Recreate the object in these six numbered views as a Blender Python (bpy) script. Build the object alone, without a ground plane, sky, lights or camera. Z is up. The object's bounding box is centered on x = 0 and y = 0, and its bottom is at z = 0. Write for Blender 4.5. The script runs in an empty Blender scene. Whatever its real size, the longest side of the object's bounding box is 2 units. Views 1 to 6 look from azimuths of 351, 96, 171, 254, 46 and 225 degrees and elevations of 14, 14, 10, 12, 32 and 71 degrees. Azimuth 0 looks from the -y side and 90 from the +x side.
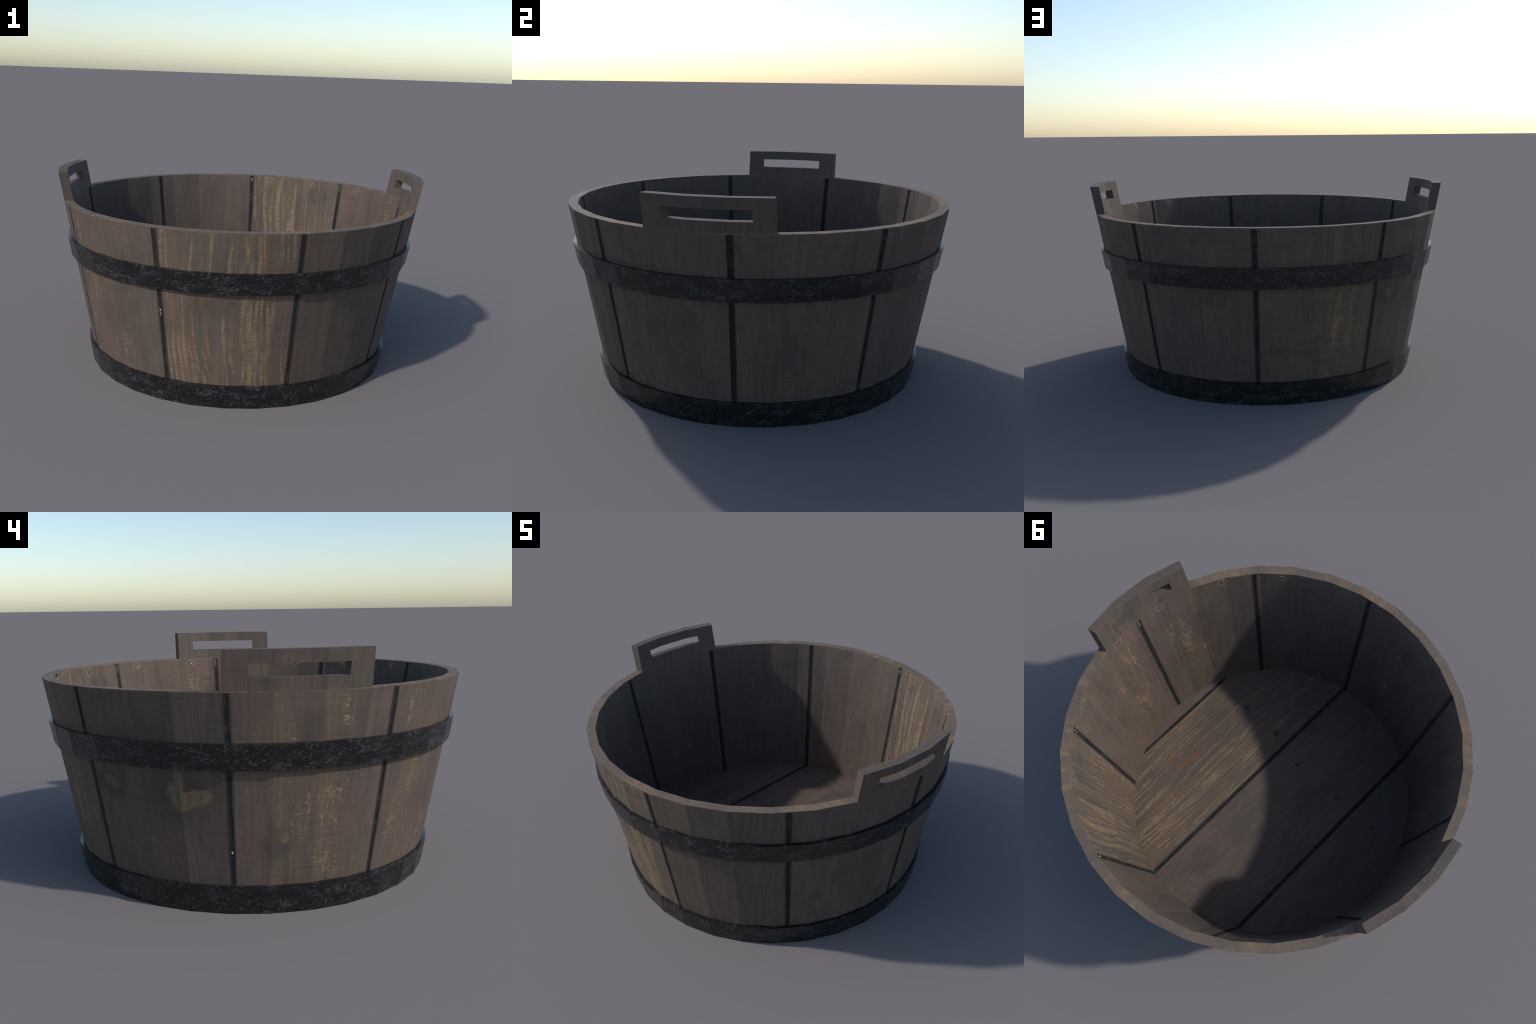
"""Old coopered wash tub: nine staves, two iron hoops, two slotted lug handles,
a plank floor.  Everything is a 32-sided faceted cone around the z axis."""
import bpy, bmesh, math
from math import radians, degrees, cos, sin, pi
from mathutils import noise as mnoise, Vector

# ------------------------------------------------------------------ sizes
SIDES = 32
STEP = 360.0 / SIDES
RIM_Z, HANDLE_Z = 0.8985, 1.0480
CAP = 0.0045                                    # thickness of the rim cap


def r_out(z):
    if z > RIM_Z:                               # handles flare a touch more
        return 0.972 + (z - RIM_Z) * (1.0 - 0.972) / (HANDLE_Z - RIM_Z)
    return 0.972 - 0.1745 * (RIM_Z - z)


def r_in(z):
    if z > RIM_Z:
        return 0.927 + (z - RIM_Z) * (0.952 - 0.927) / (HANDLE_Z - RIM_Z)
    return 0.927 - 0.1545 * (RIM_Z - z)


def on_poly(angle, radius, z):
    """Point at an angle on the 32-gon whose corners lie at `radius`."""
    m = (angle % STEP) - STEP / 2
    r = radius * cos(radians(STEP / 2)) / cos(radians(m))
    return (r * cos(radians(angle)), r * sin(radians(angle)), z)


# ------------------------------------------------------------------ node helper
class Nodes:
    def __init__(self, tree):
        self.t = tree

    def new(self, kind, **props):
        n = self.t.nodes.new(kind)
        for k, v in props.items():
            setattr(n, k, v)
        return n

    def put(self, socket, value):
        if value is None:
            return
        if isinstance(value, bpy.types.NodeSocket):
            self.t.links.new(value, socket)
        else:
            socket.default_value = value

    def math(self, op, a, b=None, c=None, clamp=False):
        n = self.new("ShaderNodeMath", operation=op, use_clamp=clamp)
        for i, v in enumerate((a, b, c)):
            self.put(n.inputs[i], v)
        return n.outputs[0]

    def smooth(self, x, lo, hi, to_lo=0.0, to_hi=1.0):
        n = self.new("ShaderNodeMapRange", interpolation_type="SMOOTHSTEP")
        for i, v in enumerate((x, lo, hi, to_lo, to_hi)):
            self.put(n.inputs[i], v)
        return n.outputs[0]

    def vec(self, x, y, z=0.0):
        n = self.new("ShaderNodeCombineXYZ")
        for i, v in enumerate((x, y, z)):
            self.put(n.inputs[i], v)
        return n.outputs[0]

    def split(self, v):
        n = self.new("ShaderNodeSeparateXYZ")
        self.put(n.inputs[0], v)
        return n.outputs

    def map(self, v, scale=(1, 1, 1), loc=(0, 0, 0), rot=(0, 0, 0)):
        n = self.new("ShaderNodeMapping")
        self.put(n.inputs[0], v)
        n.inputs["Location"].default_value = loc
        n.inputs["Rotation"].default_value = rot
        n.inputs["Scale"].default_value = scale
        return n.outputs[0]

    def noise(self, v, scale=1.0, detail=2.0, rough=0.5, distort=0.0):
        n = self.new("ShaderNodeTexNoise")
        self.put(n.inputs["Vector"], v)
        n.inputs["Scale"].default_value = scale
        n.inputs["Detail"].default_value = detail
        n.inputs["Roughness"].default_value = rough
        n.inputs["Distortion"].default_value = distort
        return n.outputs[0]

    def mix(self, f, a, b, blend="MIX"):
        n = self.new("ShaderNodeMix", data_type="RGBA", blend_type=blend)
        self.put(n.inputs[0], f)
        self.put(n.inputs[6], a)
        self.put(n.inputs[7], b)
        return n.outputs[2]

    def blob(self, uv, u0, v0, su, sv, rot=0.0):
        """Soft elliptic spot, 1 in the middle and 0 at the border."""
        m = self.map(uv, loc=(-u0, -v0, 0))
        m = self.map(m, rot=(0, 0, rot), scale=(1, 1, 0))
        m = self.map(m, scale=(1 / su, 1 / sv, 0))
        g = self.new("ShaderNodeTexGradient", gradient_type="SPHERICAL")
        self.put(g.inputs[0], m)
        return self.smooth(g.outputs[1], 0.0, 0.62)


def rgb(r, g, b):
    return (r, g, b, 1.0)


# ------------------------------------------------------------------ aged wood
def aged_wood_group():
    g = bpy.data.node_groups.new("aged_wood", "ShaderNodeTree")
    for name, kind in (("UV", "NodeSocketVector"), ("Wear", "NodeSocketFloat"),
                       ("Spots", "NodeSocketFloat"), ("Stripes", "NodeSocketFloat"),
                       ("Gloom", "NodeSocketFloat"), ("Saw", "NodeSocketFloat"), ("Edge", "NodeSocketFloat")):
        g.interface.new_socket(name, in_out="INPUT", socket_type=kind)
    for name, kind in (("Color", "NodeSocketColor"), ("Height", "NodeSocketFloat")):
        g.interface.new_socket(name, in_out="OUTPUT", socket_type=kind)
    N = Nodes(g)
    i = N.new("NodeGroupInput").outputs
    uv, wear, spots, stripes, gloom, sawn, edge = (i[k] for k in ("UV", "Wear", "Spots", "Stripes", "Gloom", "Saw", "Edge"))
    # gentle wander of the grain
    wob = N.noise(N.map(uv, (3.0, 2.2, 1)), 1, 2)
    s = N.split(uv)
    u = N.math("ADD", s[0], N.math("MULTIPLY", N.math("SUBTRACT", wob, 0.5), 0.045))
    guv = N.vec(u, s[1], s[2])

    broad = N.noise(N.map(guv, (8.0, 1.4, 1)), 1, 3, 0.55)
    patch = N.noise(N.map(guv, (5.0, 3.4, 1), (3, 7, 0)), 1, 4, 0.6, 0.4)
    mottle = N.noise(N.map(guv, (34.0, 11.0, 1), (6, 2, 0)), 1, 3, 0.6)
    grain = N.noise(N.map(guv, (85.0, 3.5, 1)), 1, 3, 0.6)
    lines = N.noise(N.map(guv, (30.0, 1.0, 1), (5, 1, 0)), 1, 2, 0.5)
    saw = N.noise(N.map(guv, (9.0, 150.0, 1)), 1, 3, 0.65)
    saw_here = N.smooth(N.noise(N.map(guv, (4.0, 4.0, 1), (1, 9, 0)), 1, 2), 0.38, 0.62, 0.20, 1.0)
    saw_here = N.math("MULTIPLY", saw_here, sawn, clamp=True)
    fine = N.noise(N.map(guv, (130.0, 90.0, 1)), 1, 2, 0.6)

    brown, olive = rgb(0.113, 0.081, 0.0695), rgb(0.089, 0.073, 0.060)
    col = N.mix(N.smooth(N.math("ADD", N.math("MULTIPLY", broad, 0.5), N.math("MULTIPLY", mottle, 0.5)), 0.42, 0.58), brown, olive)
    col = N.mix(N.smooth(patch, 0.50, 0.70, 0, 0.60), col, rgb(0.066, 0.058, 0.050))
    col = N.mix(N.smooth(patch, 0.30, 0.44, 0.45, 0), col, rgb(0.127, 0.085, 0.072))

    # ochre undertone where the surface is worn
    under = N.math("MULTIPLY", N.smooth(lines, 0.36, 0.58), N.math("MULTIPLY", wear, 0.80, clamp=True), clamp=True)
    col = N.mix(under, col, rgb(0.128, 0.090, 0.056))
    # grain, saw marks
    col = N.mix(1.0, col, N.mix(N.smooth(grain, 0.30, 0.66), rgb(0.88, 0.88, 0.89), rgb(1.08, 1.08, 1.08)), "MULTIPLY")
    col = N.mix(saw_here, col, N.mix(N.smooth(saw, 0.32, 0.66), rgb(0.865, 0.865, 0.865), rgb(1.09, 1.09, 1.09)), "MULTIPLY")

    # worn pale streaks: columns along the grain, broken into dashes across it
    column = N.noise(N.map(guv, (36.0, 1.7, 1), (9, 4, 0)), 1, 2.0, 0.5)
    column2 = N.noise(N.map(guv, (30.0, 5.0, 1), (2, 8, 0)), 1, 3, 0.6)
    dash = N.noise(N.map(guv, (40.0, 88.0, 1), (1, 2, 0)), 1, 3, 0.65, 0.3)
    blot = N.noise(N.map(guv, (36.0, 24.0, 1), (8, 3, 0)), 1, 3, 0.65, 0.4)
    ww = N.math("MINIMUM", wear, 1.25)
    tc = N.math("SUBTRACT", 0.640, N.math("MULTIPLY", ww, 0.205))
    td = N.math("SUBTRACT", 0.610, N.math("MULTIPLY", ww, 0.165))
    dashes = N.smooth(N.math("ADD", N.math("MULTIPLY", dash, 0.7), N.math("MULTIPLY", blot, 0.3)), td, N.math("ADD", td, 0.10))
    flecked = N.math("MULTIPLY", N.smooth(column2, tc, N.math("ADD", tc, 0.10)), dashes)
    # growth-ring bands: fairly even thin stripes that swell and fade along the board
    sway = N.noise(N.map(guv, (2.6, 1.1, 1), (4, 6, 0)), 1, 2, 0.5)
    bands = N.math("SINE", N.math("ADD", N.math("MULTIPLY", N.split(guv)[0], 215.0), N.math("MULTIPLY", sway, 46.0)))
    banded = N.math("ADD", N.math("MULTIPLY", column, 0.70), N.math("ADD", 0.15, N.math("MULTIPLY", bands, 0.085)))
    swell = N.smooth(N.noise(N.map(guv, (16.0, 9.0, 1), (2, 5, 0)), 1, 3, 0.6), 0.36, 0.60, 0.25, 1.0)
    cross = N.smooth(N.math("ADD", N.math("MULTIPLY", dash, 0.6), N.math("MULTIPLY", saw, 0.4)), 0.38, 0.58, 0.40, 1.0)
    striped = N.math("MULTIPLY", N.smooth(banded, N.math("ADD", tc, 0.005), N.math("ADD", tc, 0.105)), N.math("MULTIPLY", swell, cross))
    m = N.math("ADD", flecked, N.math("MULTIPLY", N.math("SUBTRACT", striped, flecked), stripes))
    pale = N.mix(N.smooth(fine, 0.35, 0.65), rgb(0.182, 0.130, 0.076), rgb(0.262, 0.192, 0.114))
    col = N.mix(N.math("MULTIPLY", m, N.math("ADD", 0.74, N.math("MULTIPLY", stripes, 0.18))), col, pale)
    # rare stray flecks
    stray = N.math("MULTIPLY", N.smooth(N.noise(N.map(guv, (55.0, 38.0, 1), (4, 4, 4)), 1, 2, 0.6), 0.68, 0.74), 0.5)
    col = N.mix(stray, col, rgb(0.190, 0.125, 0.060))
    # darkness
    col = N.mix(N.math("MULTIPLY", gloom, 1.0, clamp=True), col, rgb(0.050, 0.044, 0.039))
    # knots, chips
    sp = N.smooth(N.math("ADD", spots, N.math("MULTIPLY", N.math("SUBTRACT", dash, 0.5), 0.9)), 0.18, 0.95)
    tan = N.mix(N.smooth(N.math("ADD", N.math("MULTIPLY", blot, 0.5), N.math("MULTIPLY", grain, 0.5)), 0.38, 0.62), rgb(0.118, 0.086, 0.058), rgb(0.172, 0.123, 0.075))
    rings = N.smooth(N.math("SINE", N.math("ADD", N.math("MULTIPLY", spots, 10.0), N.math("MULTIPLY", blot, 9.0))), -0.9, 0.9, 0.88, 1.06)
    tan = N.mix(1.0, tan, N.vec(rings, rings, rings), "MULTIPLY")
    col = N.mix(N.math("MULTIPLY", sp, 0.80), col, tan)
    col = N.mix(N.smooth(edge, 0.0, 1.0), col, rgb(0.0210, 0.0210, 0.0198))

    h = N.math("ADD", N.math("MULTIPLY", grain, 0.5), N.math("MULTIPLY", saw, 0.35))
    h = N.math("ADD", h, N.math("MULTIPLY", m, 0.5))
    o = N.new("NodeGroupOutput")
    N.put(o.inputs["Color"], col)
    N.put(o.inputs["Height"], h)
    return g


WOOD = aged_wood_group()
EDGE_FADE = 0.014


def wood_material(name, coords, half_width=None, seed=0.0, wear=0.0, worn=(), spots=(), stripes=0.0,
                  gloom=0.0, dark=(), rings=(), ember=(), tone=(1, 1, 1), edge_gain=0.85, sawn=1.0):
    """coords(N) -> (u, v).  worn/spots/dark/ember: (u, v, reach_u, reach_v, strength[, turn])."""
    mat = bpy.data.materials.new(name)
    mat.use_nodes = True
    t = mat.node_tree
    t.nodes.clear()
    N = Nodes(t)
    u, v = coords(N)
    raw = N.vec(u, v, seed)
    w1 = N.math("SUBTRACT", N.noise(N.map(raw, (22, 13, 1)), 1, 3, 0.65), 0.5)
    w2 = N.math("SUBTRACT", N.noise(N.map(raw, (22, 13, 1), (7, 7, 7)), 1, 3, 0.65), 0.5)
    flat = N.vec(N.math("ADD", u, N.math("MULTIPLY", w1, 0.075)), N.math("ADD", v, N.math("MULTIPLY", w2, 0.13)), 0.0)
    exact = N.vec(u, v, 0.0)
    near = N.vec(N.math("ADD", u, N.math("MULTIPLY", w1, 0.030)), N.math("ADD", v, N.math("MULTIPLY", w2, 0.045)), 0.0)
    seeded = N.vec(u, v, seed)

    def total(base, blobs, where=None):
        x = base
        for b in blobs:
            s = N.math("MULTIPLY", N.blob(where or flat, b[0], b[1], b[2], b[3], b[5] if len(b) > 5 else 0.0), b[4])
            x = N.math("ADD", x, s) if not (isinstance(x, float) and x == 0.0) else s
        return x

    w = total(float(wear), worn)
    sp = total(0.0, spots, near)
    gl = total(float(gloom), dark)
    # pale scraped ring round each nail
    nail_rings = []
    for (a, z, r) in rings:
        ln = N.new("ShaderNodeVectorMath", operation="LENGTH")
        N.put(ln.inputs[0], N.map(N.map(near, loc=(-a, -z, 0)), scale=(1 / r, 1 / (r * 0.82), 0)))
        d = ln.outputs["Value"]
        ring = N.math("MULTIPLY", N.smooth(d, 1.0, 0.86), N.smooth(d, 0.55, 0.72))
        nail_rings.append(ring)
    g = N.new("ShaderNodeGroup")
    g.node_tree = WOOD
    N.put(g.inputs["UV"], seeded)
    N.put(g.inputs["Wear"], w)
    N.put(g.inputs["Spots"], sp)
    N.put(g.inputs["Stripes"], float(stripes))
    N.put(g.inputs["Gloom"], gl)
    N.put(g.inputs["Saw"], float(sawn))
    if half_width:
        d = N.math("SUBTRACT", N.math("ABSOLUTE", u), half_width - EDGE_FADE)
        N.put(g.inputs["Edge"], N.math("MULTIPLY", N.smooth(d, 0.0, EDGE_FADE), edge_gain))
    col = g.outputs["Color"]
    for ring in nail_rings:
        col = N.mix(N.math("MULTIPLY", ring, 0.75), col, rgb(0.185, 0.138, 0.086))
    for b in ember:                              # small rusty-orange patches
        k = N.math("MULTIPLY", N.blob(flat, *b[:4]), N.smooth(N.noise(N.map(seeded, (60, 7, 1)), 1, 2), 0.40, 0.62))
        col = N.mix(N.math("MULTIPLY", k, b[4], clamp=True), col, rgb(0.26, 0.095, 0.032))
    if tone != (1, 1, 1):
        col = N.mix(1.0, col, rgb(*tone), "MULTIPLY")
    bump = N.new("ShaderNodeBump")
    bump.inputs["Strength"].default_value = 0.38
    bump.inputs["Distance"].default_value = 0.004
    N.put(bump.inputs["Height"], g.outputs["Height"])
    p = N.new("ShaderNodeBsdfPrincipled")
    N.put(p.inputs["Base Color"], col)
    p.inputs["Roughness"].default_value = 0.72
    p.inputs["Specular IOR Level"].default_value = 0.20
    N.put(p.inputs["Normal"], bump.outputs[0])
    o = N.new("ShaderNodeOutputMaterial")
    N.put(o.inputs[0], p.outputs[0])
    return mat


ARC = 0.87                                      # metres of arc per radian, for the coordinates


def wall_coords(mid):
    """u = arc length from the middle of a stave (angle grows with u), v = height."""
    def f(N):
        p = N.split(N.new("ShaderNodeTexCoord").outputs["Object"])
        c, s = cos(radians(mid)), sin(radians(mid))
        x = N.math("ADD", N.math("MULTIPLY", p[0], c), N.math("MULTIPLY", p[1], s))
        y = N.math("SUBTRACT", N.math("MULTIPLY", p[1], c), N.math("MULTIPLY", p[0], s))
        return N.math("MULTIPLY", N.math("ARCTAN2", y, x), ARC), p[2]
    return f


def floor_coords(turn, shift):
    def f(N):
        p = N.split(N.new("ShaderNodeTexCoord").outputs["Object"])
        c, s = cos(turn), sin(turn)
        x = N.math("SUBTRACT", N.math("MULTIPLY", p[0], c), N.math("MULTIPLY", p[1], s))
        y = N.math("ADD", N.math("MULTIPLY", p[1], c), N.math("MULTIPLY", p[0], s))
        return N.math("SUBTRACT", x, shift), y
    return f


def plain_material(name, color, rough, metallic=0.0, spec=0.5, pale_patch=None):
    mat = bpy.data.materials.new(name)
    mat.use_nodes = True
    t = mat.node_tree
    t.nodes.clear()
    N = Nodes(t)
    n = N.noise(N.new("ShaderNodeTexCoord").outputs["Object"], 60, 3)
    col = N.mix(N.smooth(n, 0.3, 0.7), rgb(*(0.75 * c for c in color)), rgb(*(1.25 * c for c in color)))
    if pale_patch:                                     # paler brown patches here and there
        n2 = N.noise(N.map(N.new("ShaderNodeTexCoord").outputs["Object"], (9, 9, 14)), 1, 4, 0.65)
        col = N.mix(N.smooth(n2, 0.54, 0.66, 0, 0.8), col, pale_patch)
    p = N.new("ShaderNodeBsdfPrincipled")
    N.put(p.inputs["Base Color"], col)
    p.inputs["Roughness"].default_value = rough
    p.inputs["Metallic"].default_value = metallic
    p.inputs["Specular IOR Level"].default_value = spec
    o = N.new("ShaderNodeOutputMaterial")
    N.put(o.inputs[0], p.outputs[0])
    return mat


def iron_material(seed):
    """Blackened hoop iron with pale scuffs drawn out along the band."""
    mat = bpy.data.materials.new("blackened_iron")
    mat.use_nodes = True
    t = mat.node_tree
    t.nodes.clear()
    N = Nodes(t)
    p = N.split(N.new("ShaderNodeTexCoord").outputs["Object"])
    a = N.math("MULTIPLY", N.math("ARCTAN2", p[1], p[0]), 0.9)
    rad = N.math("SQRT", N.math("ADD", N.math("POWER", p[0], 2.0), N.math("POWER", p[1], 2.0)))
    v = N.math("ADD", p[2], rad)
    uv = N.vec(a, v, seed)
    warp = N.noise(N.map(uv, (14, 22, 1)), 1, 3, 0.6)
    uv2 = N.vec(N.math("ADD", a, N.math("MULTIPLY", warp, 0.05)), N.math("ADD", v, N.math("MULTIPLY", warp, 0.06)), seed)
    scuff = N.noise(N.map(uv2, (58, 110, 1)), 1, 3, 0.62, 0.1)
    cloud = N.noise(N.map(uv, (11, 20, 1)), 1, 4, 0.6)
    k = N.smooth(N.math("ADD", N.math("MULTIPLY", scuff, 0.62), N.math("MULTIPLY", cloud, 0.38)), 0.490, 0.640)
    speck = N.smooth(N.noise(N.map(uv, (120, 160, 1)), 1, 2), 0.60, 0.74)
    col = N.mix(k, rgb(0.0060, 0.0060, 0.0062), rgb(0.056, 0.058, 0.061))
    col = N.mix(N.math("MULTIPLY", speck, 0.25), col, rgb(0.050, 0.052, 0.056))
    b = N.new("ShaderNodeBump")
    b.inputs["Strength"].default_value = 0.08
    b.inputs["Distance"].default_value = 0.003
    N.put(b.inputs["Height"], scuff)
    s = N.new("ShaderNodeBsdfPrincipled")
    N.put(s.inputs["Base Color"], col)
    N.put(s.inputs["Roughness"], N.smooth(scuff, 0.3, 0.7, 0.36, 0.30))
    s.inputs["Specular IOR Level"].default_value = 0.5
    N.put(s.inputs["Normal"], b.outputs[0])
    o = N.new("ShaderNodeOutputMaterial")
    N.put(o.inputs[0], s.outputs[0])
    return mat


def rim_material():
    """End grain of the staves: short radial blotches of tan, brown and grey."""
    mat = bpy.data.materials.new("rim_wood")
    mat.use_nodes = True
    t = mat.node_tree
    t.nodes.clear()
    N = Nodes(t)
    p = N.split(N.new("ShaderNodeTexCoord").outputs["Object"])
    a = N.math("ARCTAN2", p[1], p[0])
    # go round on a circle so there is no join
    c, s = N.math("COSINE", a), N.math("SINE", a)
    rad = N.math("SQRT", N.math("ADD", N.math("POWER", p[0], 2.0), N.math("POWER", p[1], 2.0)))
    ring = N.vec(c, s, N.math("MULTIPLY", rad, 0.45))
    n1 = N.noise(ring, 10, 3, 0.6, 0.3)
    n2 = N.noise(ring, 24, 3, 0.6)
    n3 = N.noise(N.vec(c, s, N.math("MULTIPLY", rad, 3.0)), 60, 2, 0.6)
    n0 = N.noise(ring, 3.2, 2, 0.5)
    col = N.mix(N.smooth(n1, 0.38, 0.62), rgb(0.130, 0.096, 0.071), rgb(0.160, 0.109, 0.076))
    col = N.mix(N.smooth(n2, 0.50, 0.68, 0, 0.75), col, rgb(0.205, 0.148, 0.084))
    col = N.mix(N.smooth(n2, 0.30, 0.46, 0.6, 0), col, rgb(0.098, 0.084, 0.075))
    col = N.mix(N.smooth(n0, 0.56, 0.40, 0, 0.6), col, rgb(0.094, 0.079, 0.068))
    col = N.mix(1.0, col, N.mix(N.smooth(n3, 0.3, 0.7), rgb(0.92, 0.92, 0.92), rgb(1.06, 1.06, 1.06)), "MULTIPLY")
    q = N.new("ShaderNodeBsdfPrincipled")
    N.put(q.inputs["Base Color"], col)
    q.inputs["Roughness"].default_value = 0.7
    q.inputs["Specular IOR Level"].default_value = 0.2
    o = N.new("ShaderNodeOutputMaterial")
    N.put(o.inputs[0], q.outputs[0])
    return mat


# ------------------------------------------------------------------ objects
tub = bpy.data.objects.new("wooden_tub", None)
tub.empty_display_size = 0.3
bpy.context.scene.collection.objects.link(tub)
tub["label"] = "old round wooden wash tub with black iron hoops and slotted handles"
tub["category"] = "wooden tub"


def add(name, verts, faces, mats, face_mats=None, smooth=False):
    me = bpy.data.meshes.new(name)
    me.from_pydata(verts, [], faces)
    bm = bmesh.new()
    bm.from_mesh(me)
    bmesh.ops.recalc_face_normals(bm, faces=bm.faces)
    bm.to_mesh(me)
    bm.free()
    for m in mats:
        me.materials.append(m)
    if face_mats:
        for p, k in zip(me.polygons, face_mats):
            p.material_index = k
    if smooth:
        for p in me.polygons:
            p.use_smooth = True
    ob = bpy.data.objects.new(name, me)
    bpy.context.scene.collection.objects.link(ob)
    ob.parent = tub
    return ob


def ring_solid(name, profile, mats):
    """Closed band: profile = (radius, z) loop swept round the 32 corners."""
    k = len(profile)
    verts, faces = [], []
    for i in range(SIDES):
        for r, z in profile:
            verts.append(on_poly(i * STEP, r, z))
    for i in range(SIDES):
        j = (i + 1) % SIDES
        for a in range(k):
            b = (a + 1) % k
            faces.append((i * k + a, i * k + b, j * k + b, j * k + a))
    return add(name, verts, faces, mats)


# --- staves -------------------------------------------------------------
# joints between staves: (outer angle, inner angle, outer joint width above / below the hoop, inner width)
JOINTS = (
    (0.0, 357.2, 0.029, 0.026, 0.016),
    (40.1, 38.0, 0.024, 0.020, 0.019),
    (79.0, 78.3, 0.009, 0.016, 0.018),
    (118.6, 118.6, 0.017, 0.0065, 0.022),
    (158.5, 159.5, 0.020, 0.017, 0.024),
    (198.6, 199.0, 0.017, 0.016, 0.019),
    (239.1, 237.1, 0.021, 0.018, 0.006),
    (280.0, 278.3, 0.019, 0.018, 0.014),
    (319.5, 316.8, 0.022, 0.018, 0.018),
)
LEVELS = [0.0 + (RIM_Z - CAP) * k / 30 for k in range(31)]
DARK_JOINT = plain_material("dark_joint", (0.0215, 0.0215, 0.0203), 0.9, 0.0, 0.08, rgb(0.046, 0.041, 0.036))  # near-black colour seen between the staves and between the floor boards


def joint_edge(k, side, z, inner):
    """Angle at which stave wood ends beside joint k (side +1 or -1) at height z."""
    a_out, a_in, w_up, w_low, w_in = JOINTS[k % 9]
    turn = 360.0 if k >= 9 else 0.0
    w = w_in if inner else (w_up if z > 0.655 else w_low)
    ang = (a_in if inner else a_out) + turn
    if k % 9 == 0 and inner:
        ang -= 360.0                            # 357.2 belongs just before angle 0
    wob = mnoise.noise(Vector((z * 7.0, (k % 9) * 3.7 + (11.0 if inner else 0.0), 0.3))) * 0.0040
    own = mnoise.noise(Vector((z * 16.0, (k % 9) * 5.1 + side * 2.3, 7.7 if inner else 2.2))) * 0.0022
    return ang + degrees((side * (w / 2 - 0.002 + own) + wob) / 0.9)


def stave(k, outer_mat, inner_mat):
    verts, faces, fm = [], [], []
    lo0 = [joint_edge(k, 1, z, False) for z in LEVELS]
    hi0 = [joint_edge(k + 1, -1, z, False) for z in LEVELS]
    lo1 = [joint_edge(k, 1, z, True) for z in LEVELS]
    hi1 = [joint_edge(k + 1, -1, z, True) for z in LEVELS]

    def corners(lo, hi):
        first = math.ceil((max(lo) + 0.05) / STEP)
        last = math.floor((min(hi) - 0.05) / STEP)
        return [STEP * n for n in range(first, last + 1)]

    mo, mi = corners(lo0, hi0), corners(lo1, hi1)
    no, ni = len(mo) + 2, len(mi) + 2
    row = no + ni
    for z, a, b, c, d in zip(LEVELS, lo0, hi0, lo1, hi1):
        verts += [on_poly(x, r_out(z), z) for x in [a] + mo + [b]]
        verts += [on_poly(x, r_in(z), z) for x in [c] + mi + [d]]
    for l in range(len(LEVELS) - 1):
        p, q = l * row, (l + 1) * row
        for x in range(no - 1):
            faces.append((p + x, p + x + 1, q + x + 1, q + x)); fm.append(0)
        for x in range(no, row - 1):
            faces.append((p + x + 1, p + x, q + x, q + x + 1)); fm.append(1)
        faces.append((p, q, q + no, p + no)); fm.append(2)
        faces.append((p + no - 1, p + row - 1, q + row - 1, q + no - 1)); fm.append(2)
    loop = list(range(no)) + list(range(row - 1, no - 1, -1))
    faces.append(tuple(reversed(loop))); fm.append(2)
    top = (len(LEVELS) - 1) * row
    faces.append(tuple(top + x for x in loop)); fm.append(0)
    return add("stave", verts, faces, [outer_mat, inner_mat, DARK_JOINT], fm)


def S(frac, width=0.60):
    """Place across a stave, 0 = low-angle edge, 1 = high-angle edge, as arc metres from its middle."""
    return (frac - 0.5) * width


NAIL_R = 0.0125
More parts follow.
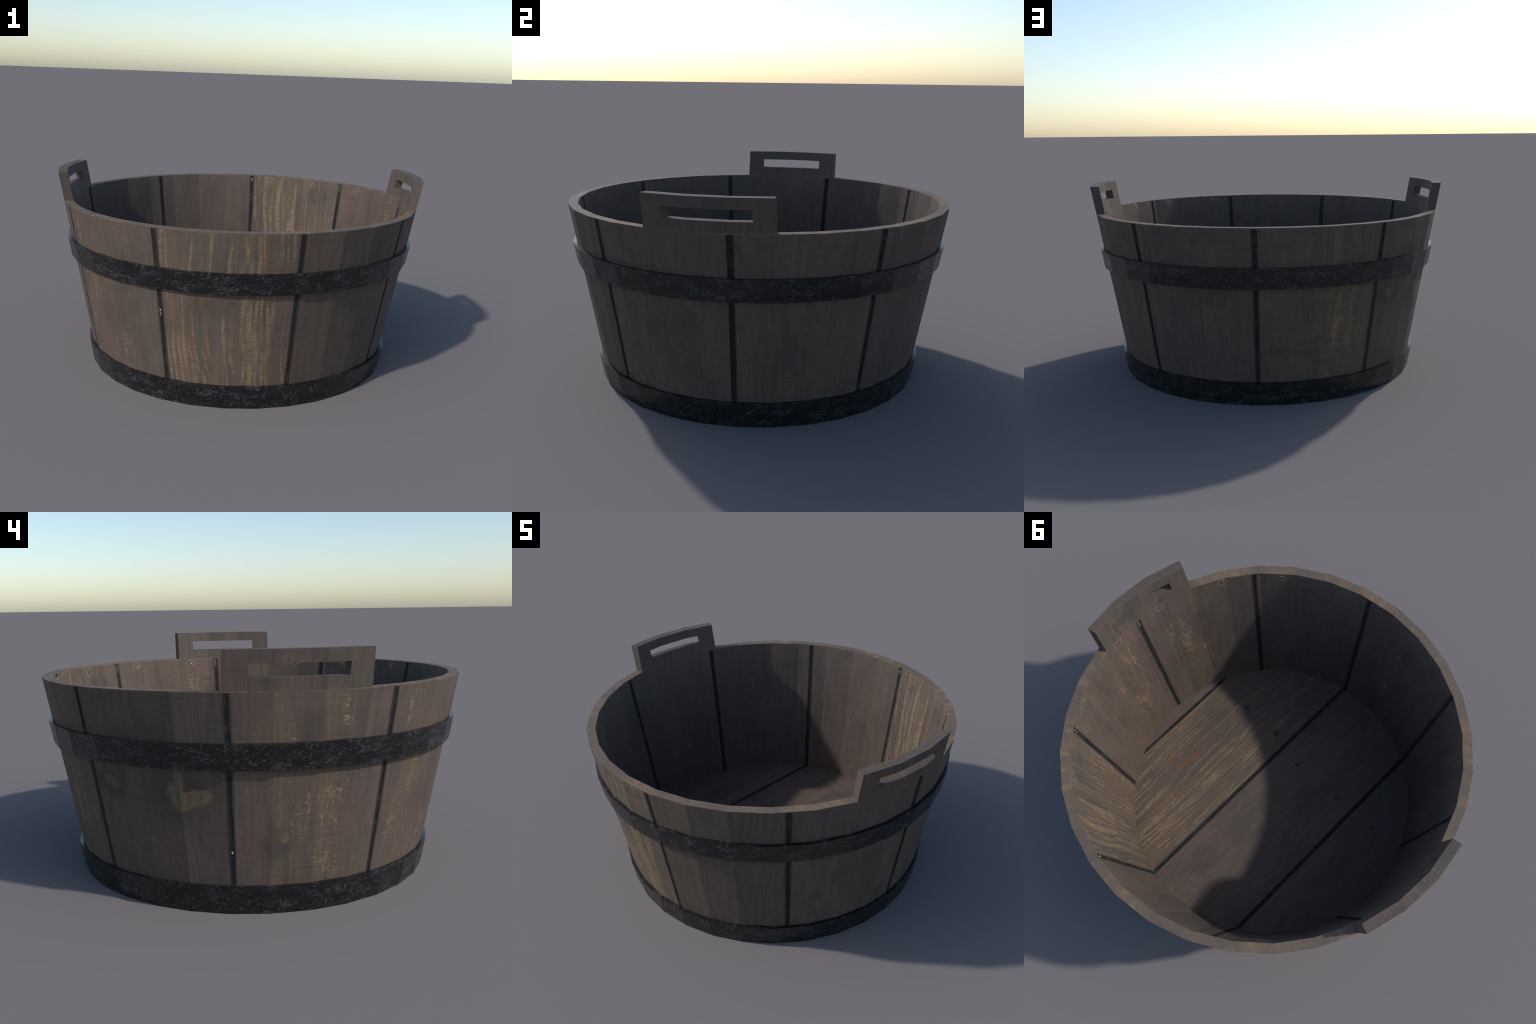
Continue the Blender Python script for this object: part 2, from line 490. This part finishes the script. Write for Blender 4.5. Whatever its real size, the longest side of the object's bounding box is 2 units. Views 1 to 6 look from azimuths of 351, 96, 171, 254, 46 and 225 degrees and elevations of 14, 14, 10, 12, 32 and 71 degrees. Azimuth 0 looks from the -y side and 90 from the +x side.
# streaks, knots and overall darkness of every stave, outside and inside.  Places are (u, height, reach, reach, strength)
OUTSIDE = {
    6: dict(wear=0.38, stripes=0.85, seed=3.1,
            worn=[(S(.72), .34, .17, .42, .55), (S(.16), .24, .12, .22, .40), (S(.05), .72, .03, .30, .20),
                  (S(.72), .78, .18, .20, .25), (S(.45), .40, .22, .4, .15)],
            spots=[(S(.062), .80, .016, .16, .85), (S(.058), .50, .010, .16, .7), (S(.945), .42, .008, .25, .55)],
            dark=[(S(.40), .55, .14, .12, .35)], ember=[(S(.34), .575, .04, .06, .32)]),
    7: dict(wear=0.16, seed=11.7, gloom=0.10, worn=[(S(.35), .35, .12, .3, .22)], tone=(0.96, 0.96, 0.96)),
    8: dict(wear=0.0, seed=17.2, gloom=0.02),
    0: dict(wear=0.20, seed=23.9, gloom=0.03, worn=[(S(.40), .80, .13, .14, .42), (S(.66), .73, .06, .09, .35),
                                                  (S(.70), .40, .22, .24, .22)]),
    1: dict(wear=0.0, seed=31.3, gloom=0.10),
    2: dict(wear=0.22, seed=37.5, gloom=0.06, stripes=0.3,
            worn=[(S(.58), .42, .07, .34, .55), (S(.70), .40, .07, .34, .55), (S(.82), .42, .06, .32, .55),
                  (S(.92), .42, .03, .30, .45), (S(.40), .30, .14, .22, .30), (S(.42), .80, .15, .12, .32)],
            spots=[(S(.60), .80, .020, .26, 1.3), (S(.57), .135, .035, .045, 1.4), (S(.585), .56, .03, .06, .7),
                   (S(.55), .22, .014, .14, .7), (S(.26), .265, .05, .018, .5)],
            dark=[(S(.30), .275, .26, .03, .32), (S(.45), .33, .22, .022, .30)]),
    3: dict(wear=0.24, seed=44.8, gloom=0.20,
            worn=[(S(.30), .30, .16, .22, .36), (S(.60), .30, .12, .22, .30), (S(.35), .80, .12, .12, .18)],
            spots=[(S(.175), .525, .066, .036, .75, .35), (S(.76), .475, .120, .052, 1.2, -.35), (S(.69), .550, .030, .075, .95),
                   (S(.645), .51, .045, .050, .8)],
            dark=[(S(.16), .52, .12, .09, .5), (S(.70), .50, .20, .14, .5), (S(.45), .72, .2, .1, .3)]),
    4: dict(wear=0.24, seed=52.4,
            worn=[(S(.45), .46, .20, .20, .42), (S(.62), .38, .12, .32, .28), (S(.62), .81, .10, .14, .45),
                  (S(.25), .72, .12, .12, .36), (S(.35), .77, .05, .2, .25), (S(.50), .17, .22, .12, .32)],
            spots=[(S(.335), .318, .034, .018, .75), (S(.338), .322, .016, .040, .75), (S(.345), .38, .010, .10, .40), (S(.335), .50, .010, .09, .32)],
            dark=[(S(.28), .30, .10, .08, .45), (S(.47), .76, .08, .12, .35)], tone=(1.0, 0.99, 0.99)),
    5: dict(wear=0.20, seed=61.0,
            worn=[(S(.30), .52, .055, .16, .72), (S(.17), .80, .06, .13, .66), (S(.14), .36, .09, .18, .46),
                  (S(.62), .24, .08, .10, .50), (S(.35), .17, .2, .1, .28), (S(.30), .76, .05, .1, .38)],
            spots=[(S(.275), .55, .012, .09, .7), (S(.31), .45, .014, .06, .6)],
            dark=[(S(.48), .38, .13, .13, .32)], tone=(0.985, 0.99, 1.0)),
}
INSIDE = {
    0: dict(wear=0.30, seed=71.3, worn=[(S(.28), .55, .15, .40, .45), (S(.20), .74, .05, .14, .45), (S(.40), .3, .15, .25, .22)],
            spots=[(S(.17), .22, .02, .035, 1.0), (S(.25), .62, .010, .30, .45)],
            rings=[(S(.22), .873, .028), (S(.79), .869, .028)], tone=(1.04, 1.0, 0.98)),
    1: dict(wear=0.36, stripes=0.9, seed=3.6,
            worn=[(S(.68), .50, .18, .60, .50), (S(.35), .45, .22, .5, .22), (S(.03), .45, .03, .5, .5), (S(.2), .15, .2, .2, .3)],
            dark=[(S(.25), .80, .10, .08, .35)], ember=[(S(.52), .80, .025, .09, .32)],
            rings=[(S(.35), .869, .028), (S(.83), .869, .028)]),
    2: dict(wear=0.14, seed=83.0, gloom=0.06, worn=[(S(.25), .45, .06, .4, .22)]),
    3: dict(wear=0.04, seed=88.4, gloom=0.16),
    4: dict(wear=0.12, seed=52.9, gloom=0.12, worn=[(S(.5), .5, .22, .4, .28)]),
    5: dict(wear=0.02, seed=93.7, gloom=0.16),
    6: dict(wear=0.10, seed=97.1, gloom=0.12, worn=[(S(.5), .45, .2, .4, .32)], spots=[(S(.62), .35, .03, .12, 1.0), (S(.60), .62, .015, .16, .8)]),
    7: dict(wear=0.08, seed=101.9, gloom=0.12, worn=[(S(.5), .5, .2, .35, .22)],
            rings=[(S(.21), .873, .028), (S(.77), .869, .028)]),
    8: dict(wear=0.30, seed=107.5, gloom=0.02,
            worn=[(S(.72), .60, .10, .22, .60), (S(.62), .30, .18, .26, .40), (S(.50), .80, .08, .14, .35)],
            spots=[(S(.48), .66, .012, .16, .5)], dark=[(S(.50), .62, .10, .2, .35)],
            rings=[(S(.25), .872, .028), (S(.80), .872, .028)]),
}
for k in range(9):
    a0, a1 = JOINTS[k][0], JOINTS[(k + 1) % 9][0] + (360 if k == 8 else 0)
    b0, b1 = JOINTS[k][1] - (360 if k == 0 else 0), JOINTS[(k + 1) % 9][1]
    om = wood_material("stave_outside_wood", wall_coords((a0 + a1) / 2), half_width=radians(a1 - a0) / 2 * ARC - 0.0075, **OUTSIDE[k])
    im = wood_material("stave_inside_wood", wall_coords((b0 + b1) / 2), half_width=radians(b1 - b0) / 2 * ARC - 0.0070, **INSIDE[k])
    stave(k, om, im)

# near-black ring, almost flush, seen between the staves
fill_top = RIM_Z - CAP - 0.001
ring_solid("dark_joint_ring", [(r_out(0.003) - .0016, .003), (r_out(fill_top) - .0016, fill_top),
                             (r_in(fill_top) + .0016, fill_top), (r_in(0.003) + .0016, .003)], [DARK_JOINT])

# --- rim cap --------------------------------------------------------------
z0 = RIM_Z - CAP
ring_solid("rim", [(r_out(z0), z0), (r_out(RIM_Z), RIM_Z), (r_in(RIM_Z), RIM_Z), (r_in(z0), z0)], [rim_material()])

# --- hoops ----------------------------------------------------------------
for z_low, z_high, seed in ((0.603, 0.707, 4.0), (0.0, 0.118, 9.0)):
    ring_solid("hoop", [(r_out(z_low) + .0183, z_low), (r_out(z_high) + .0183, z_high),
                        (r_out(z_high) - .003, z_high), (r_out(z_low) - .003, z_low)], [iron_material(seed)])


# --- handles --------------------------------------------------------------
def handle(start, seed):
    cuts = [start + STEP * x for x in (0, 0.5, 1, 2, 2.5, 3)]
    rows = [RIM_Z, 0.9487, 0.9983, HANDLE_Z]
    hole = {(1, 1), (2, 1), (3, 1)}
    verts, faces, fm = [], [], []
    nc, nr = len(cuts), len(rows)
    lean = radians(start + 1.5 * STEP)           # the rim outline is pushed straight up and outwards
    for rad, push in ((r_out(RIM_Z), 0.0281), (r_in(RIM_Z), 0.0262)):
        for z in rows:
            d = push * (z - RIM_Z) / (HANDLE_Z - RIM_Z)
            for a in cuts:
                x, y, _ = on_poly(a, rad, z)
                verts.append((x + d * cos(lean), y + d * sin(lean), z))
    at = lambda side, c, r: side * nc * nr + r * nc + c
    solid = {(c, r) for c in range(nc - 1) for r in range(nr - 1)} - hole
    for c, r in sorted(solid):
        faces.append((at(0, c, r), at(0, c + 1, r), at(0, c + 1, r + 1), at(0, c, r + 1))); fm.append(0)
        faces.append((at(1, c, r), at(1, c, r + 1), at(1, c + 1, r + 1), at(1, c + 1, r))); fm.append(0)
        for dc, dr, p, q in ((-1, 0, (c, r), (c, r + 1)), (1, 0, (c + 1, r), (c + 1, r + 1)),
                             (0, -1, (c, r), (c + 1, r)), (0, 1, (c, r + 1), (c + 1, r + 1))):
            if (c + dc, r + dr) not in solid:
                faces.append((at(0, *p), at(0, *q), at(1, *q), at(1, *p)))
                fm.append(1 if dr == 1 and r == nr - 2 else 0)
    mid = start + 16.875
    face = wood_material("handle_wood", wall_coords(mid), seed=seed, wear=0.15, gloom=0.10, edge_gain=0, sawn=0.0)

    def along(N):
        u, v = wall_coords(mid)(N)
        p = N.split(N.new("ShaderNodeTexCoord").outputs["Object"])
        rad = N.math("SQRT", N.math("ADD", N.math("POWER", p[0], 2.0), N.math("POWER", p[1], 2.0)))
        return rad, u
    top = wood_material("handle_top_wood", along, seed=seed + 2, wear=0.16, edge_gain=0)
    return add("handle", verts, faces, [face, top], fm)


handle(337.5, 121.0)
handle(157.5, 131.5)

# --- floor ------------------------------------------------------------------
FLOOR_Z, FLOOR_LOW = 0.060, 0.022
TURN = radians(1.7)                             # boards lie slightly askew
BOARD_LINES = (0.722, 0.148, -0.410)


def clip(poly, c, keep_less):
    """Cut a polygon by x*cos - y*sin = c."""
    f = lambda p: (p[0] * cos(TURN) - p[1] * sin(TURN) - c) * (1 if keep_less else -1)
    out = []
    for i, p in enumerate(poly):
        q = poly[(i + 1) % len(poly)]
        a, b = f(p), f(q)
        if a <= 0:
            out.append(p)
        if (a < 0) != (b < 0):
            t = a / (a - b)
            out.append((p[0] + (q[0] - p[0]) * t, p[1] + (q[1] - p[1]) * t))
    return out


disc = [on_poly(i * STEP, r_in(FLOOR_Z) + 0.004, 0)[:2] for i in range(SIDES)]
bounds = [2.0] + list(BOARD_LINES) + [-2.0]
FLOOR = (
    dict(seed=140.0, wear=0.0, gloom=0.0),
    dict(seed=3.9, wear=0.40, stripes=0.9, worn=[(-.12, .25, .20, .85, .45), (.18, .35, .12, .5, .35), (-.02, .62, .3, .3, .25),
                                               (.262, .2, .03, .7, .4)],
         dark=[(.06, -.1, .16, .18, .3)], ember=[(.06, .18, .05, .22, .30), (.14, .26, .022, .04, .55)], gloom=0.02),
    dict(seed=151.0, wear=0.06, gloom=0.05, worn=[(.05, .3, .12, .3, .2)]),
    dict(seed=158.0, wear=0.0, gloom=0.12),
)
JOINT_W = (0.014, 0.016, 0.022)
for i in range(4):
    hi, lo = bounds[i], bounds[i + 1]
    poly = clip(clip(disc, hi - (JOINT_W[i - 1] / 2 if i else 0), True), lo + (JOINT_W[i] / 2 if i < 3 else 0), False)
    n = len(poly)
    verts = [(x, y, FLOOR_LOW) for x, y in poly] + [(x, y, FLOOR_Z) for x, y in poly]
    faces = [tuple(range(n))[::-1], tuple(range(n, 2 * n))] + [(k, (k + 1) % n, n + (k + 1) % n, n + k) for k in range(n)]
    c = (min(hi, 1.0) + max(lo, -.97)) / 2
    half = (hi - lo) / 2 - 0.006 if 0 < i < 3 else None
    add("floor_board", verts, faces, [wood_material("floor_wood", floor_coords(TURN, c), half_width=half, **FLOOR[i]), DARK_JOINT],
        [0, 0] + [1] * n)
under = [on_poly(i * STEP, r_in(0.05) + 0.003, 0)[:2] for i in range(SIDES)]
add("dark_floor_disc", [(x, y, 0.012) for x, y in under] + [(x, y, FLOOR_Z - 0.002) for x, y in under],
    [tuple(range(SIDES))[::-1], tuple(range(SIDES, 2 * SIDES))] +
    [(k, (k + 1) % SIDES, SIDES + (k + 1) % SIDES, SIDES + k) for k in range(SIDES)], [DARK_JOINT])

# --- nails ------------------------------------------------------------------
NAIL_MAT = plain_material("nail_iron", (0.120, 0.098, 0.090), 0.38, 0.25, 0.5)  # base colour lightened toward the sunlit highlight on the heads


def nail_mesh():
    profile = [(1.0, -0.15), (1.0, 0.10), (0.90, 0.20), (0.62, 0.10), (0.30, 0.02)]
    seg = 20
    verts = [(NAIL_R * r * cos(2 * pi * s / seg), NAIL_R * r * sin(2 * pi * s / seg), NAIL_R * h) for r, h in profile for s in range(seg)]
    verts.append((0, 0, 0))
    faces = [(p * seg + s, p * seg + (s + 1) % seg, (p + 1) * seg + (s + 1) % seg, (p + 1) * seg + s) for p in range(len(profile) - 1) for s in range(seg)]
    faces += [((len(profile) - 1) * seg + s, (len(profile) - 1) * seg + (s + 1) % seg, len(verts) - 1) for s in range(seg)]
    return add("nail", verts, faces, [NAIL_MAT], smooth=True)


first = nail_mesh()
dark_nail = first.data.copy()
dark_nail.materials[0] = plain_material("dark_nail_iron", (0.042, 0.037, 0.038), 0.33, 0.3, 0.5)
spots = []
for a, z in ((6.6, .873), (29.1, .869), (51.9, .868), (71.2, .869), (286.5, .876), (308.4, .872), (327.0, .874), (348.5, .874)):
    p = Vector(on_poly(a, r_in(z), z))
    mid = (math.floor(a / STEP) + 0.5) * STEP
    slope = 0.1545
    nrm = Vector((-cos(radians(mid)), -sin(radians(mid)), slope)).normalized()
    spots.append((p, nrm))
for x, y in ((.479, -.300), (.234, -.299), (.004, -.238), (-.295, -.242), (-.563, -.233)):
    spots.append((Vector((x, y, FLOOR_Z)), Vector((0, 0, 1))))
for i, (p, nrm) in enumerate(spots):
    ob = first if i == 0 else first.copy()
    if i:
        bpy.context.scene.collection.objects.link(ob)
    ob.location = p
    ob.rotation_mode = "QUATERNION"
    ob.rotation_quaternion = nrm.to_track_quat("Z", "Y")
    ob.scale = (1, 1, 1) if i < 8 else (1.3, 1.3, 2.2)
    if i >= 8:
        ob.data = dark_nail
    ob.parent = tub

# --- splinters and crumbs caught in the joints --------------------------------
CHIP = plain_material("pale_splinter", (0.30, 0.225, 0.170), 0.8, 0.0, 0.2)
PLUG = plain_material("old_putty", (0.105, 0.092, 0.075), 0.85, 0.0, 0.15)


def chip(angle, z, wide, tall, thick, inner, mat, bend=0.0, grain=0):
    """Small ragged lump lying in a joint: a bent strip of rings round its length."""
    rad = r_in(z) if inner else r_out(z)
    p = Vector(on_poly(angle, rad, z))
    out = Vector((cos(radians(angle)), sin(radians(angle)), 0)) * (-1 if inner else 1)
    side = Vector((-sin(radians(angle)), cos(radians(angle)), 0))
    up = (Vector((0, 0, 1)) + Vector((cos(radians(angle)), sin(radians(angle)), 0)) * 0.165).normalized()
    verts, faces, n, rings = [], [], 7, 7
    for k in range(rings):
        f = k / (rings - 1) * 2 - 1
        r = math.sqrt(max(0.04, 1 - f * f))
        for q in range(n):
            a = 2 * pi * q / n
            w = 1 + 0.45 * mnoise.noise(Vector((k * 0.9, q * 1.3, angle + grain)))
            verts.append(p + up * (f * tall / 2) + side * (cos(a) * wide / 2 * r * w + bend * wide * (1 - 2 * abs(f)))
                         + out * (sin(a) * thick * r * w))
    for k in range(rings - 1):
        for q in range(n):
            faces.append((k * n + q, k * n + (q + 1) % n, (k + 1) * n + (q + 1) % n, (k + 1) * n + q))
    faces.append(tuple(range(n)))
    faces.append(tuple(range((rings - 1) * n, rings * n)))
    return add("splinter", [tuple(v) for v in verts], faces, [mat])


chip(238.9, .487, .007, .022, .004, False, CHIP, 0.5)
chip(239.0, .468, .006, .020, .004, False, CHIP, -0.6, 3)
chip(158.5, .262, .010, .012, .005, False, CHIP)
chip(79.2, .258, .006, .008, .004, False, CHIP)
chip(78.3, .868, .009, .024, .003, True, CHIP)
chip(357.4, .868, .013, .046, .0012, True, PLUG)
chip(38.0, .868, .011, .050, .0012, True, PLUG)
